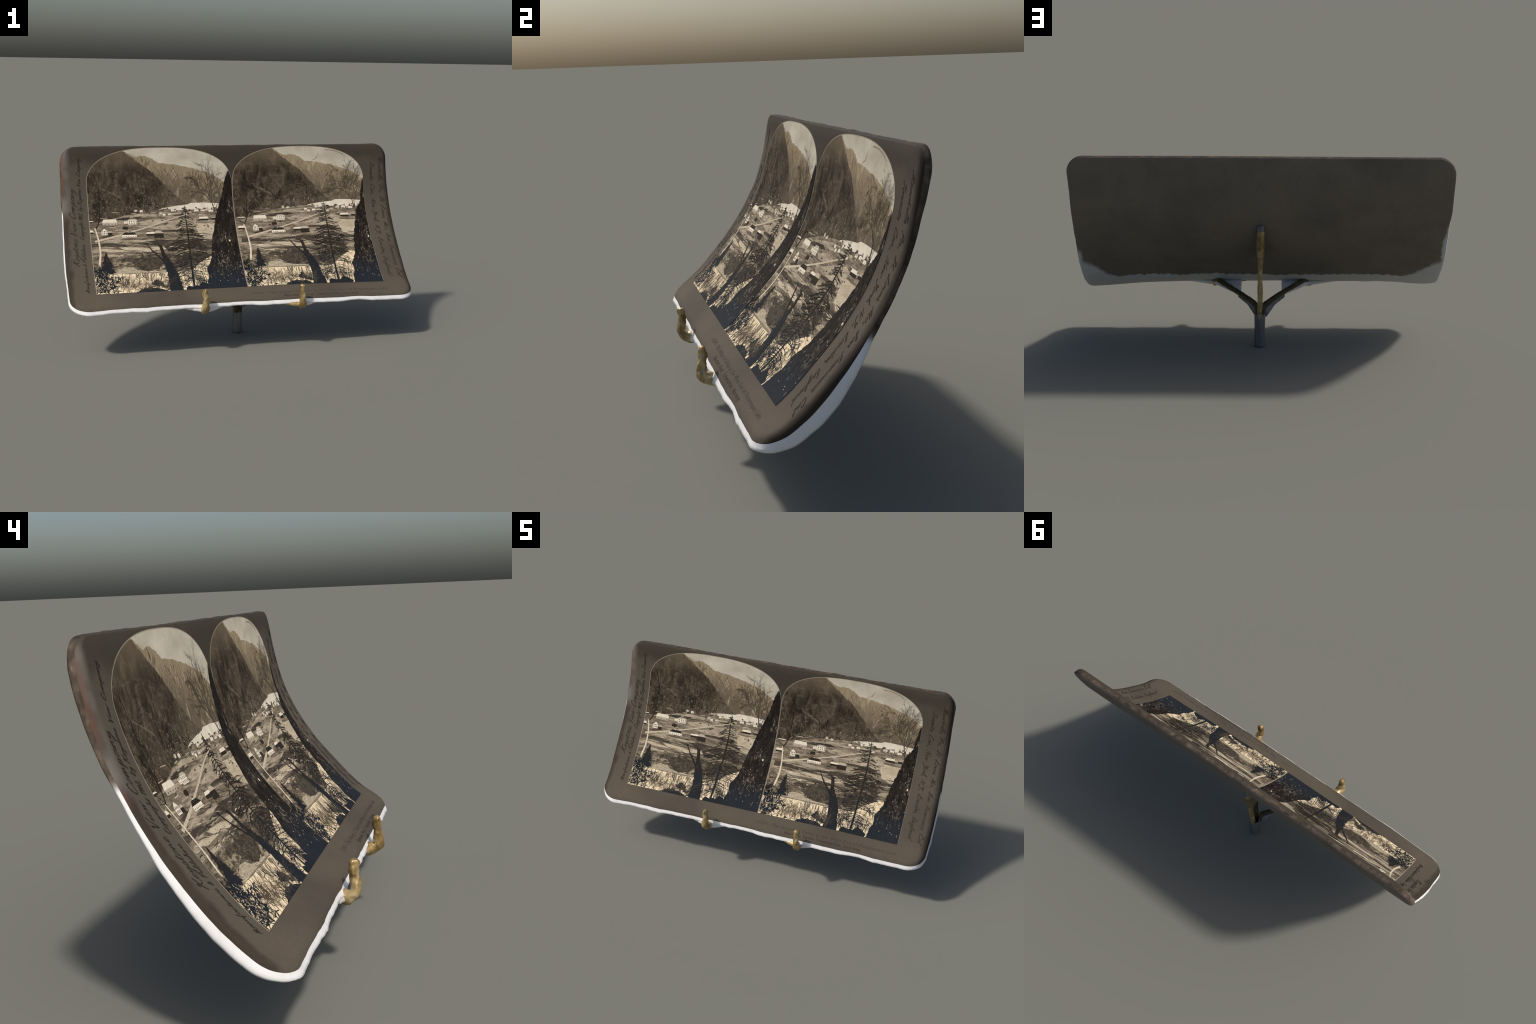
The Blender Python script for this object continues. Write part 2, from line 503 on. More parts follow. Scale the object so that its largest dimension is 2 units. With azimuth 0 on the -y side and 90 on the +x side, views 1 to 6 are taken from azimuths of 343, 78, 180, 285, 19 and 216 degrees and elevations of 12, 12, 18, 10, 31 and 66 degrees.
M = dict(sky=tone_sky(), far=tone_far(), near=tone_near(),
         lake=tone_water("print_lake", (.62, .55, .43), (.74, .67, .54)),
         river=tone_water("print_river", (.66, .53, .35), (.84, .69, .46)),
         field=tone_field("print_field", (.060, .047, .033), (.18, .145, .102), (.40, .335, .24), 0., 10, 60),
         meadow=tone_field("print_meadow", (.17, .137, .096), (.34, .283, .203), (.50, .42, .305), 3., 10, 40),
         pale=tone_field("print_pale_field", (.32, .262, .18), (.46, .385, .275), (.56, .475, .35), 5., 12, 30),
         dusk=tone_field("print_dark_field", (.030, .024, .018), (.055, .044, .033), (.10, .08, .058), 8., 9, 40),
         slope=tone_field("print_rough_slope", (.028, .022, .016), (.105, .084, .058), (.40, .33, .23), 11., 30, 70),
         gravel=tone_field("print_gravel", (.12, .097, .067), (.38, .318, .225), (.58, .49, .355), 14., 90, 130),
         bush=tone_field("print_bush", (.020, .017, .013), (.055, .045, .033), (.14, .11, .078), 17., 70, 80),
         bark=tone_bark(), ink=tone_ink(), soft=plain("print_soft_twig", (.085, .066, .046), .45, .3),
         track=plain("print_track", (.15, .12, .085), .5, .4, 90), gully=plain("print_gully", (.47, .375, .24), .5, .25, 120), scrub=plain("print_scrub", (.24, .195, .14), .5, .4, 120), road=plain("print_road", (.50, .425, .31), .5, .12), white=plain("print_white_wall", (.72, .64, .50), .5, .08),
         roof=plain("print_grey_roof", (.42, .36, .27), .5, .15), dark=plain("print_dark_wall", (.028, .022, .016), .5, .3),
         birch=plain("print_birch_bark", (.62, .53, .39), .5, .25, 90), paper=plain("print_paper_edge", (.32, .275, .21), .5, .12),
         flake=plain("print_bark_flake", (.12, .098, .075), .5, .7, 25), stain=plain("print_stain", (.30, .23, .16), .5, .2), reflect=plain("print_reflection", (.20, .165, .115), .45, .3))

Q0, Q1 = .114, .986                       # bottom and top of the prints along s


class Photo:
    """One half of the stereo pair.  Drawing is done in its unit square (p, q)."""

    def __init__(self, x0, x1, mid, seed, shift, tall_right):
        self.x0, self.x1, self.shift = x0, x1, shift
        self.r = random.Random(seed); self.level = 0
        self.win = self.arch(mid, 0.0)
        inset = self.arch(mid, .0035)
        self.inner = inset
        self.obj = new_object("photo_print", laid_mesh("photo_print", [self.to_card(self.win)], .0006), card, M['paper'])
        self.count = {}

    def arch(self, mid, d):
        w = []; a = .5025 - d; b = .26 - d; y0 = .74
        for i in range(49):
            th = math.pi * i / 48; c, s = math.cos(th), math.sin(th)
            x = mid + a * math.copysign(abs(c) ** (2 / 2.55), c); y = y0 + b * abs(s) ** (2 / 2.55)
            w.append((min(max(x, d), 1 - d), y))
        w = [w[i] for i in range(len(w)) if i == 0 or w[i] != w[i - 1]]
        return [(d, 0.0), (1 - d, 0.0)] + w

    def to_card(self, poly):
        return [(self.x0 + p * (self.x1 - self.x0), Q0 + q * (Q1 - Q0)) for p, q in poly]

    def draw(self, name, polys, mat, depth=0.0, stuff=False, level=None):
        """depth 0 = near (no parallax), 1 = far."""
        if level is None: self.level += 1
        sh = self.shift * depth; out = []
        for p in polys:
            c = clip_convex([(a + sh, b) for a, b in p], self.inner)
            if len(c) >= 3: out.append(self.to_card(c))
        if out:
            new_object(name, laid_mesh(name, out, .0006 + .00006 * self.level), self.obj, M[mat], stuff)

    # ---- drawing helpers
    def twig(self, x, y, ang, length, width, depth, spread=.5, out=None):
        """A bare branch that forks."""
        r = self.r; pts = [(x, y)]; a = ang
        for i in range(4):
            a += r.uniform(-.22, .22); x += math.cos(a) * length / 4; y += math.sin(a) * length / 4; pts.append((x, y))
        out += ribbon(pts, np.linspace(width, width * .6, 5))
        if depth > 0:
            for i in (1, 2, 3, 4):
                if r.random() < .85:
                    px, py = pts[i]
                    self.twig(px, py, a + r.choice((-1, 1)) * r.uniform(.3, 1) * spread * 1.6, length * r.uniform(.45, .75), max(width * .58, .0011), depth - 1, spread, out)
        return out

    def blob(self, cx, cy, rx, ry, n=26, rough=.25):
        r = self.r
        return [(cx + rx * math.cos(t) * (1 + r.uniform(-rough, rough)), cy + ry * math.sin(t) * (1 + r.uniform(-rough, rough)))
                for t in (2 * math.pi * i / n for i in range(n))]

    def firtree(self, x, y, w, h, n=9):
        r = self.r; L = [(x, y + h)]; Rr = []
        for i in range(1, n + 1):
            f = i / n; ww = w / 2 * f
            L += [(x - ww * r.uniform(.8, 1.2), y + h * (1 - f) + r.uniform(0, .004)), (x - ww * .55, y + h * (1 - f) + h * .03)]
            Rr += [(x + ww * r.uniform(.8, 1.2), y + h * (1 - f) + r.uniform(0, .004)), (x + ww * .55, y + h * (1 - f) + h * .03)]
        return L + Rr[::-1]

    # ---- the view
    def paint(self):
        r = self.r
        full = [(-.1, -.02), (1.1, -.02), (1.1, 1.1), (-.1, 1.1)]
        self.draw("printed_sky", [[(-.1, .55), (1.1, .55), (1.1, 1.1), (-.1, 1.1)]], 'sky', 0)
        ridge = [(.10, 1.04), (.246, .985), (.296, .955), (.342, .938), (.375, .946), (.409, .942), (.449, .924), (.489, .898),
                 (.53, .896), (.60, .887), (.666, .873), (.73, .860), (.804, .840), (.859, .818), (.907, .789), (.96, .755), (1.1, .66)]
        self.draw("printed_far_mountain", [rough_line(ridge, .0025, r, 4) + [(1.2, .56), (.2, .56)]], 'far', 1)
        if self.shift:
            sc = ribbon(smooth_line([(.70, .972), (.76, .968), (.82, .952), (.86, .93)]), [.002] + [.007] * 13 + [.004, .001])
            sc += ribbon([(.60, .90), (.635, .915), (.655, .955)], [.002, .006, .001])
            self.draw("surface_stain", sc, 'stain', 0)
        near = [(-.2, 1.04), (.20, 1.0), (.246, .978), (.295, .944), (.354, .902), (.407, .866), (.446, .838), (.485, .797), (.524, .759),
                (.57, .715), (.602, .677), (.641, .650), (.684, .624)]
        self.draw("printed_near_mountain", [rough_line(near, .0035, r, 6) + [(.60, .595), (.35, .56), (-.2, .46)]], 'near', 1)
        spur = [(.60, .690), (.625, .672), (.69, .626), (.64, .622)]
        self.draw("printed_field", [[(-.1, -.02), (1.1, -.02), (1.1, .60), (.6, .597), (.50, .593), (.35, .580), (.296, .570), (.228, .553),
                                     (.174, .539), (.074, .516), (-.1, .50)]], 'field', 0)
        lake = [(.57, .611), (.62, .616), (.681, .622), (.702, .631), (.778, .631), (.95, .620), (1.1, .615), (1.1, .57), (.90, .584), (.843, .582), (.76, .590),
                (.70, .585), (.649, .586), (.560, .580), (.575, .591), (.52, .594), (.478, .592), (.50, .600)]
        self.draw("printed_lake", [rough_line(lake, .0012, r, 3)], 'lake', 1)
        # meadows, ploughed strips, road
        self.draw("printed_meadow", [
            [(.40, .465), (.55, .50), (.66, .532), (.74, .515), (.73, .44), (.66, .445), (.50, .453)],
            [(.22, .548), (.36, .568), (.50, .555), (.47, .545), (.34, .545), (.20, .535)],
            [(.33, .508), (.43, .530), (.50, .526), (.54, .515), (.46, .492), (.36, .490)],
            [(.03, .38), (.20, .415), (.33, .44), (.36, .43), (.20, .395), (.10, .372)],
            [(.16, .395), (.30, .388), (.48, .378), (.36, .37), (.22, .372), (.12, .38)]], 'meadow', .75)
        self.draw("printed_pale_field", [
            [(.74, .49), (.83, .485), (1.1, .49), (1.1, .37), (.80, .375), (.74, .40), (.72, .46)],
            [(.55, .565), (.70, .572), (.70, .562), (.56, .556)],
            [(.18, .335), (.32, .332), (.45, .31), (.38, .295), (.22, .315)],
            [(.24, .27), (.30, .275), (.29, .255), (.22, .25)], [(.02, .325), (.16, .322), (.26, .305), (.12, .300)], [(.10, .285), (.21, .282), (.20, .270), (.09, .272)],
            [(.40, .330), (.47, .335), (.50, .315), (.44, .305)]], 'pale', .75)
        self.draw("printed_dark_field", [
            [(.16, .528), (.23, .542), (.35, .548), (.40, .535), (.33, .530), (.24, .522)],
            [(.48, .447), (.56, .452), (.64, .445), (.65, .436), (.50, .436)],
            [(.62, .448), (.71, .44), (.70, .425), (.60, .428)],
            rough_line([(.24, .359), (.423, .380), (.557, .378), (.70, .380), (.86, .366), (.82, .328), (.718, .317), (.614, .297), (.512, .295), (.485, .335), (.327, .352), (.24, .359)], .004, r, 4),
            [(.07, .408), (.14, .425), (.19, .42), (.10, .40)],
            [(.57, .552), (.66, .555), (.66, .548), (.58, .546)],
            rough_line([(-.02, .37), (.10, .365), (.30, .345), (.20, .335), (.05, .345), (-.02, .34)], .004, r, 4),
            rough_line([(.22, .288), (.40, .297), (.56, .268), (.50, .258), (.36, .278)], .004, r, 4)], 'dusk', .7)
        streaks = []
        for i in range(130):
            x, y = r.uniform(-.02, .78), r.uniform(.17, .42); l = r.uniform(.03, .14)
            streaks += ribbon([(x, y), (x + l / 2, y + r.uniform(-.008, .006)), (x + l, y + r.uniform(-.02, .008))], [.0005, r.uniform(.002, .0065), .0005])
        self.draw("printed_furrow", streaks, 'dusk', .6, True)
        light = []
        for i in range(46):
            x, y = r.uniform(0, .78), r.uniform(.20, .40); l = r.uniform(.02, .09)
            light += ribbon([(x, y), (x + l / 2, y + r.uniform(-.006, .006)), (x + l, y + r.uniform(-.014, .008))], [.0005, r.uniform(.002, .006), .0005])
        for i in range(34):
            x, y = r.uniform(.05, .85), r.uniform(.47, .58); l = r.uniform(.02, .08)
            light += ribbon([(x, y), (x + l, y + r.uniform(-.004, .006))], r.uniform(.0015, .004))
        self.draw("printed_furrow", light, 'pale', .7, True)
        shrubs = []
        for i in range(90):
            x = r.uniform(.10, .90); y = r.uniform(.44, .60) if i % 3 else r.uniform(.565, .60)
            shrubs.append(self.blob(x, y, r.uniform(.003, .012), r.uniform(.002, .005), 9))
        for i in range(22):
            shrubs.append(self.firtree(r.uniform(.72, .92), r.uniform(.570, .582), .012, r.uniform(.012, .026), 4))
        self.draw("printed_shrub", shrubs, 'bush', .85, True)
        self.draw("printed_road", ribbon(smooth_line([(.03, .380), (.12, .402), (.217, .426), (.295, .447), (.436, .487), (.541, .521), (.66, .552)]),
                                         np.linspace(.013, .005, 31)), 'road', .75)
        # lit track and scree on the near mountain
        track = ribbon(smooth_line([(.09, .742), (.12, .727), (.15, .713), (.179, .699), (.205, .686), (.226, .672)]), [.001] + [.004] * 8 + [.007] * 8 + [.011] * 7 + [.005, .001])
        for i in range(60):
            f = r.random(); x = .10 + .125 * f + r.uniform(-.014, .014); y = .737 - .062 * f + r.uniform(-.012, .012)
            track.append(self.blob(x, y, r.uniform(.001, .004), r.uniform(.001, .002), 6, .4))
        self.draw("printed_track", track, 'track', 1, True)
        scree = []
        for i in range(420):
            x = r.uniform(.02, .67); e = np.interp(x, [0, .3, .68], [.53, .578, .622]); y = e + abs(r.gauss(0, .035)) * (1.4 - x * .8) + .004
            if r.random() < .35 and x < .4: continue
            l = r.uniform(.003, .011); scree += ribbon([(x, y), (x + l * r.uniform(.1, .8), y - l)], [r.uniform(.001, .003), .0006])
        for i in range(26):
            scree.append(self.blob(r.uniform(.30, .56), r.uniform(.585, .635), r.uniform(.002, .006), r.uniform(.0015, .003), 7, .4))
        self.draw("printed_scree", scree, 'scrub', 1, True)
        tuft = []
        for i in range(700):
            x, y = r.uniform(-.01, .86), r.uniform(.15, .60) if i % 2 else r.uniform(.16, .42); k = .5 + (.6 - y)
            tuft.append(self.blob(x, y, r.uniform(.001, .005) * k, r.uniform(.0008, .002) * k, 6, .5))
        self.draw("printed_tuft", tuft, 'bush', .6, True)
        tuft = []
        for i in range(420):
            x, y = r.uniform(-.01, .86), r.uniform(.17, .58); k = .5 + (.6 - y)
            tuft.append(self.blob(x, y, r.uniform(.001, .007) * k, r.uniform(.0006, .0018) * k, 6, .5))
        self.draw("printed_tuft", tuft, 'pale', .6, True)
        for mat, n in (('gully', 150), ('soft', 90)):
            gy = []
            for i in range(n):
                x = r.uniform(.30, .93); top = np.interp(x, [.25, .41, .49, .67, .86, .95], [.975, .942, .898, .873, .818, .76])
                y = top - abs(r.gauss(.0, .045 if mat == 'gully' else .09)) - .006; l = r.uniform(.008, .035); dx = r.choice((-.7, -.4, .5, .8)) * l
                if y > np.interp(x, [.246, .354, .446, .524, .602, .684], [.978, .902, .838, .759, .677, .624]) + .012 and y > .65:
                    gy += ribbon([(x, y), (x + dx * .6, y - l * .5), (x + dx, y - l)], [.0006, r.uniform(.001, .0034), .0006])
            self.draw("printed_gully", gy, mat, 1, True)
        # ---- houses
        W, RF, DK = [], [], []

        def house(x, y, w, h, rh, wall=W, roof=RF, win=3, hip=.12):
            wall.append([(x, y), (x + w, y), (x + w, y + h), (x, y + h)])
            roof.append([(x - .004, y + h), (x + w + .004, y + h), (x + w * (1 - hip), y + h + rh), (x + w * hip, y + h + rh)])
            for i in range(win):
                for row in (0,) if h < .02 else (0, 1):
                    cx = x + w * (i + .6) / (win + .2); cy = y + h * (.2 if h < .02 else (.15 + .45 * row)); s_ = min(w / win * .3, .006)
                    DK.append([(cx, cy), (cx + s_, cy), (cx + s_, cy + h * .3), (cx, cy + h * .3)])

        house(.090, .492, .095, .018, .022, RF, W, 4, .06)
        house(.259, .493, .062, .030, .010, W, RF, 4, .2); house(.232, .500, .026, .014, .008, W, RF, 2)
        W.append([(.077, .424), (.115, .424), (.117, .452), (.097, .470), (.078, .453)])
        for i in range(3): DK += [[(.083 + .011 * i, y), (.088 + .011 * i, y), (.088 + .011 * i, y + .009), (.083 + .011 * i, y + .009)] for y in (.430, .444)]
        house(.120, .424, .026, .016, .010, DK, RF, 0)
        house(.211, .404, .098, .018, .018, W, DK, 6, .22); W.append([(.243, .404), (.268, .404), (.268, .436), (.256, .446), (.243, .436)])
        house(.374, .413, .062, .013, .012, DK, W, 0); house(.425, .398, .066, .030, .018, DK, RF, 0, .3)
        house(.748, .508, .064, .012, .014, DK, W, 0, .06); house(.835, .512, .03, .012, .006, DK, RF, 0)
        house(-.03, .436, .055, .010, .014, DK, W, 0); house(-.03, .512, .06, .006, .006, DK, W, 0)
        house(.220, .460, .035, .008, .012, DK, DK, 0)
        for x, y, w in ((.477, .560, .02), (.50, .548, .018), (.535, .553, .024), (.345, .575, .02), (.31, .580, .016), (.72, .571, .03), (.765, .572, .03), (.82, .566, .03), (.80, .577, .02), (.645, .548, .02), (.56, .576, .015)):
            house(x, y, w, .007, .008, W, RF if r.random() < .5 else W, 1)
        self.draw("printed_house_roof", RF, 'roof', .72); self.draw("printed_house_wall", W, 'white', .72)
        self.draw("printed_house_dark_side", DK, 'dark', .72)
        # ---- far bank, river, bushes
        self.draw("printed_rough_slope", [rough_line([(-.02, .27), (.16, .262), (.32, .275), (.50, .258), (.62, .262), (.82, .27), (.80, .14), (-.02, .13), (-.02, .27)], .006, r, 7)], 'slope', .45)
        self.draw("printed_gravel_bank", [rough_line([(.10, .150), (.14, .168), (.19, .188), (.25, .190), (.29, .166), (.40, .154), (.50, .160), (.50, .140), (.10, .135)], .003, r, 4)], 'gravel', .2)
        self.draw("printed_bush", [rough_line(self.blob(.365, .215, .105, .055, 30, .18) + [(.47, .215)], .004, r, 3), self.firtree(.33, .215, .05, .075, 6),
                                   self.blob(.56, .20, .07, .03, 24, .3), self.blob(.70, .25, .09, .030, 30, .35), self.blob(.62, .235, .06, .035, 30, .35), self.blob(.24, .245, .05, .014, 20, .4), self.blob(.74, .31, .06, .018, 20, .35)], 'bush', .3)
        self.draw("printed_river", [rough_line([(.05, .135), (.157, .146), (.30, .143), (.469, .144), (.547, .140), (.62, .142), (.654, .150), (.70, .195), (.75, .225), (.80, .25), (.90, .25), (.90, -.02), (-.02, -.02), (-.02, .12)], .0025, r, 5)], 'river', .15)
        refl = []
        for i in range(60):
            x = r.uniform(.27, .50) if i % 2 else r.uniform(.52, .80); y = .145 - r.uniform(0, .02) if x < .55 else r.uniform(.06, .20)
            l = r.uniform(.015, .055); refl += ribbon([(x, y), (x + r.uniform(-.006, .006), y - l * .5), (x + r.uniform(-.01, .01), y - l)], [r.uniform(.003, .012), r.uniform(.003, .009), .0008])
        refl.append(rough_line([(.12, .146), (.47, .146), (.47, .138), (.30, .139), (.12, .142)], .002, r, 5))
        self.draw("printed_reflection", refl, 'reflect', .15, True)
        # ---- thin bare trees behind
        tw = []
        tw += ribbon(smooth_line([(.870, .54), (.858, .59), (.846, .634), (.822, .66), (.795, .688), (.75, .708)]), np.linspace(.008, .0025, 26))
        for x, y, a, l in ((.846, .634, 1.75, .13), (.835, .65, 1.9, .11), (.815, .668, 2.0, .12), (.80, .684, 2.5, .10), (.86, .61, 1.2, .10), (.78, .695, 1.9, .10), (.765, .70, 2.7, .07), (.85, .62, 1.5, .15), (.865, .57, 1.35, .12), (.83, .655, 1.5, .14)):
            self.twig(x, y, a, l, .0026, 3, .5, tw)
        self.draw("printed_bare_tree", tw, 'soft', .8)
        # ---- birch with a white trunk
        bt = ribbon(smooth_line([(.040, .470), (.060, .50), (.072, .549), (.078, .64), (.080, .72), (.084, .84)]), np.linspace(.007, .0012, 26))
        for x, y, a, l in ((.045, .478, 2.3, .08), (.06, .50, 1.1, .12), (.07, .545, 1.0, .16), (.075, .60, 1.9, .14), (.078, .66, 1.2, .13), (.08, .72, 1.8, .11), (.045, .475, 2.7, .05), (.072, .56, 2.2, .10)):
            self.twig(x, y, a, l, .0020, 1, .5, bt)
        self.draw("printed_birch_twigs", bt, 'dark', .3, True)
        self.draw("printed_birch_trunk", ribbon(smooth_line([(.041, .205), (.050, .25), (.057, .296), (.056, .35), (.051, .402), (.044, .44), (.036, .475)]), np.linspace(.014, .007, 31)), 'birch', .35)
        # ---- larch with drooping boughs
        sp = ribbon(smooth_line([(.655, .615), (.656, .517), (.657, .413), (.649, .208), (.640, .0)]), np.linspace(.003, .015, 21))
        q = .60
        while q > .07:
            reach = np.interp(q, [.07, .2, .32, .42, .5, .61], [.10, .135, .15, .11, .065, .012])
            for sgn in (-1, 1):
                if r.random() < .93:
                    L = reach * r.uniform(.55, 1.1); x0 = .650 + .008 * (q - .3); d = r.uniform(.05, .5)
                    pts = [(x0, q), (x0 + sgn * L * .35, q - L * d * .15), (x0 + sgn * L * .7, q - L * d * .6), (x0 + sgn * L, q - L * d * 1.1 + .004)]
                    sp += ribbon(smooth_line(pts, 3), np.linspace(.0038, .0014, 10))
                    for k in range(int(L * 95)):
                        f = r.uniform(.15, 1); bx = x0 + sgn * L * f; by = q - L * d * f * f; l = r.uniform(.010, .034)
                        sp += ribbon([(bx, by), (bx + sgn * l * r.uniform(.2, 1), by - l * r.uniform(-.35, .7))], [.0028, .001])
            q -= r.uniform(.008, .016)
        self.draw("printed_larch", sp, 'ink', .35 if self.shift else 0)
        # ---- broken stump with two snags
        left = [(.455, .262), (.466, .24), (.470, .20), (.474, .165), (.481, .09), (.473, -.02)]
        right = [(.572, -.02), (.562, .06), (.550, .116), (.538, .17), (.529, .195), (.505, .232), (.492, .262)]
        st = [rough_line(left[::-1], .004, r, 5) + rough_line(right[::-1], .005, r, 5)]
        st += ribbon(smooth_line([(.362, .362), (.40, .305), (.44, .258), (.475, .215)]), np.linspace(.004, .018, 16))
        st += ribbon(smooth_line([(.448, .352), (.462, .30), (.472, .24), (.48, .20)]), np.linspace(.006, .024, 16))
        st += ribbon(smooth_line([(.462, .345), (.470, .30), (.478, .24)]), np.linspace(.012, .022, 11))
        for i in range(26):
            q = r.uniform(.01, .24); sgn = r.choice((-1, 1)); x = (.47 if sgn < 0 else np.interp(q, [0, .24], [.57, .50])); l = r.uniform(.008, .03)
            st += ribbon([(x - sgn * .006, q), (x + sgn * l, q + r.uniform(-.012, .014))], [.006, .001])
        self.draw("printed_stump", st, 'ink', 0)
        # ---- foreground brush
        fir = [self.firtree(.092, .150, .10 if not self.shift else .07, .155, 14)]
        for i in range(40):
            f = r.random(); x = .092 + r.choice((-1, 1)) * .05 * f; y = .29 - .13 * f
            fir += ribbon([(x, y), (x + r.uniform(-.02, .02), y - r.uniform(.004, .02))], [.004, .001])
        self.draw("printed_small_fir", fir, 'ink', .6)
        br = [rough_line([(.24, -.02), (.28, .018), (.35, .038), (.42, .022), (.47, .0), (.46, -.02)], .006, r, 5),
              rough_line([(.36, .06), (.40, .095), (.43, .07), (.47, .035), (.46, .02), (.39, .045)], .008, r, 5),
              rough_line([(.56, -.02), (.60, .03), (.66, .025), (.70, .05), (.76, .03), (.76, -.02)], .010, r, 5)]
        for i in range(150):                               # tangled boughs, lower left
            x = abs(r.gauss(.02, .08)); y = r.uniform(-.01, .185) * (1 - .5 * min(x / .2, 1))
            self.twig(x, y, r.uniform(.1, 3.0), r.uniform(.02, .06), r.uniform(.0018, .006), 1, .7, br)
        for i in range(45):
            x = abs(r.gauss(.02, .07)); y = r.uniform(0, .20) * (1 - .4 * min(x / .2, 1))
            br.append(self.blob(x, y, r.uniform(.003, .013), r.uniform(.003, .010), 10, .6))
        for i in range(26):
            x = r.uniform(.52, .78); y = r.uniform(0, .04); self.twig(x, y, r.uniform(.9, 2.2), r.uniform(.04, .09), .0028, 2, .5, br)
        for i in range(50):
            x = r.uniform(.56, .80); y = r.uniform(.04, .24); self.twig(x, y, r.uniform(0, 6.2), r.uniform(.02, .05), .0022, 1, .6, br)
        for i in range(30):
            x = r.uniform(.30, .50); y = r.uniform(.0, .07); self.twig(x, y, r.uniform(.5, 2.6), r.uniform(.02, .05), .003, 1, .6, br)
        self.draw("printed_brush", br, 'ink', .1, True)
        th = []
        for i in range(46):
            x = r.uniform(.14, .48); self.twig(x, r.uniform(-.01, .035), r.uniform(.9, 2.2), r.uniform(.04, .085), .0022, 2, .5, th)
        self.draw("printed_thin_twigs", th, 'soft', .1, True)
        gl = []
        for i in range(70):
            x, y = abs(r.gauss(.02, .07)), r.uniform(0, .17); l = r.uniform(.004, .014); a = r.uniform(.3, 2.8)
            gl += ribbon([(x, y), (x + l * math.cos(a), y + l * math.sin(a))], [r.uniform(.001, .0025), .0006])
        self.draw("printed_glint", gl, 'river', .1, True)
        # ---- great dark trunk on the right
        edge = [(.999, .845), (.973, .840), (.949, .787), (.938, .74), (.927, .696), (.915, .62), (.905, .597), (.875, .56), (.862, .51), (.842, .442), (.826, .39), (.816, .35),
                (.806, .30), (.801, .261), (.788, .22), (.775, .194), (.755, .165), (.747, .143), (.757, .115), (.750, .085), (.738, .06), (.735, .03), (.720, -.02)]
        self.draw("printed_great_trunk", [rough_line(edge, .0032, r, 5) + [(1.1, -.02), (1.1, .845)]], 'bark', .8 if self.shift else 0)
        d = [self.blob(.94 if not self.shift else .93, .357, .006, .0065, 12, .1)]
        for i in range(16): d.append(self.blob(r.uniform(.80, .99), r.uniform(.02, .30), .0018, .0022, 7, .3))
        self.draw("printed_light_fleck", d, 'white', .8 if self.shift else 0, True)
        fl = []
        for i in range(420):
            q = r.uniform(.04, .66); lft = np.interp(q, [0, .2, .44, .6, .8], [.74, .79, .845, .91, .955]); f = min(max(r.gauss(.45, .22), .05), .97)
            x = lft + (1.0 - lft) * f; h_ = r.uniform(.002, .009); w_ = h_ * r.uniform(.2, .5)
            if fbm(x * 16, q * 7, 0, 9, 2) > .12: fl.append(self.blob(x, q, w_, h_, 7, .4))
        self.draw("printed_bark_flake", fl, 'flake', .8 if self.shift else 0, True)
        vines = []
        for x, y in ((.985, .66), (.99, .50), (.985, .58)):
            vines += ribbon(smooth_line([(x - .03, y - .03), (x - .02, y + .006), (x, y + .012), (x + .01, y - .02)]), .0016)
        self.draw("printed_vine", vines, 'soft', 0, True)


Photo(-.846, -.006, .4975, 11, 0.0, False).paint()
Photo(-.0055, .823, .5025, 12, .062, True).paint()

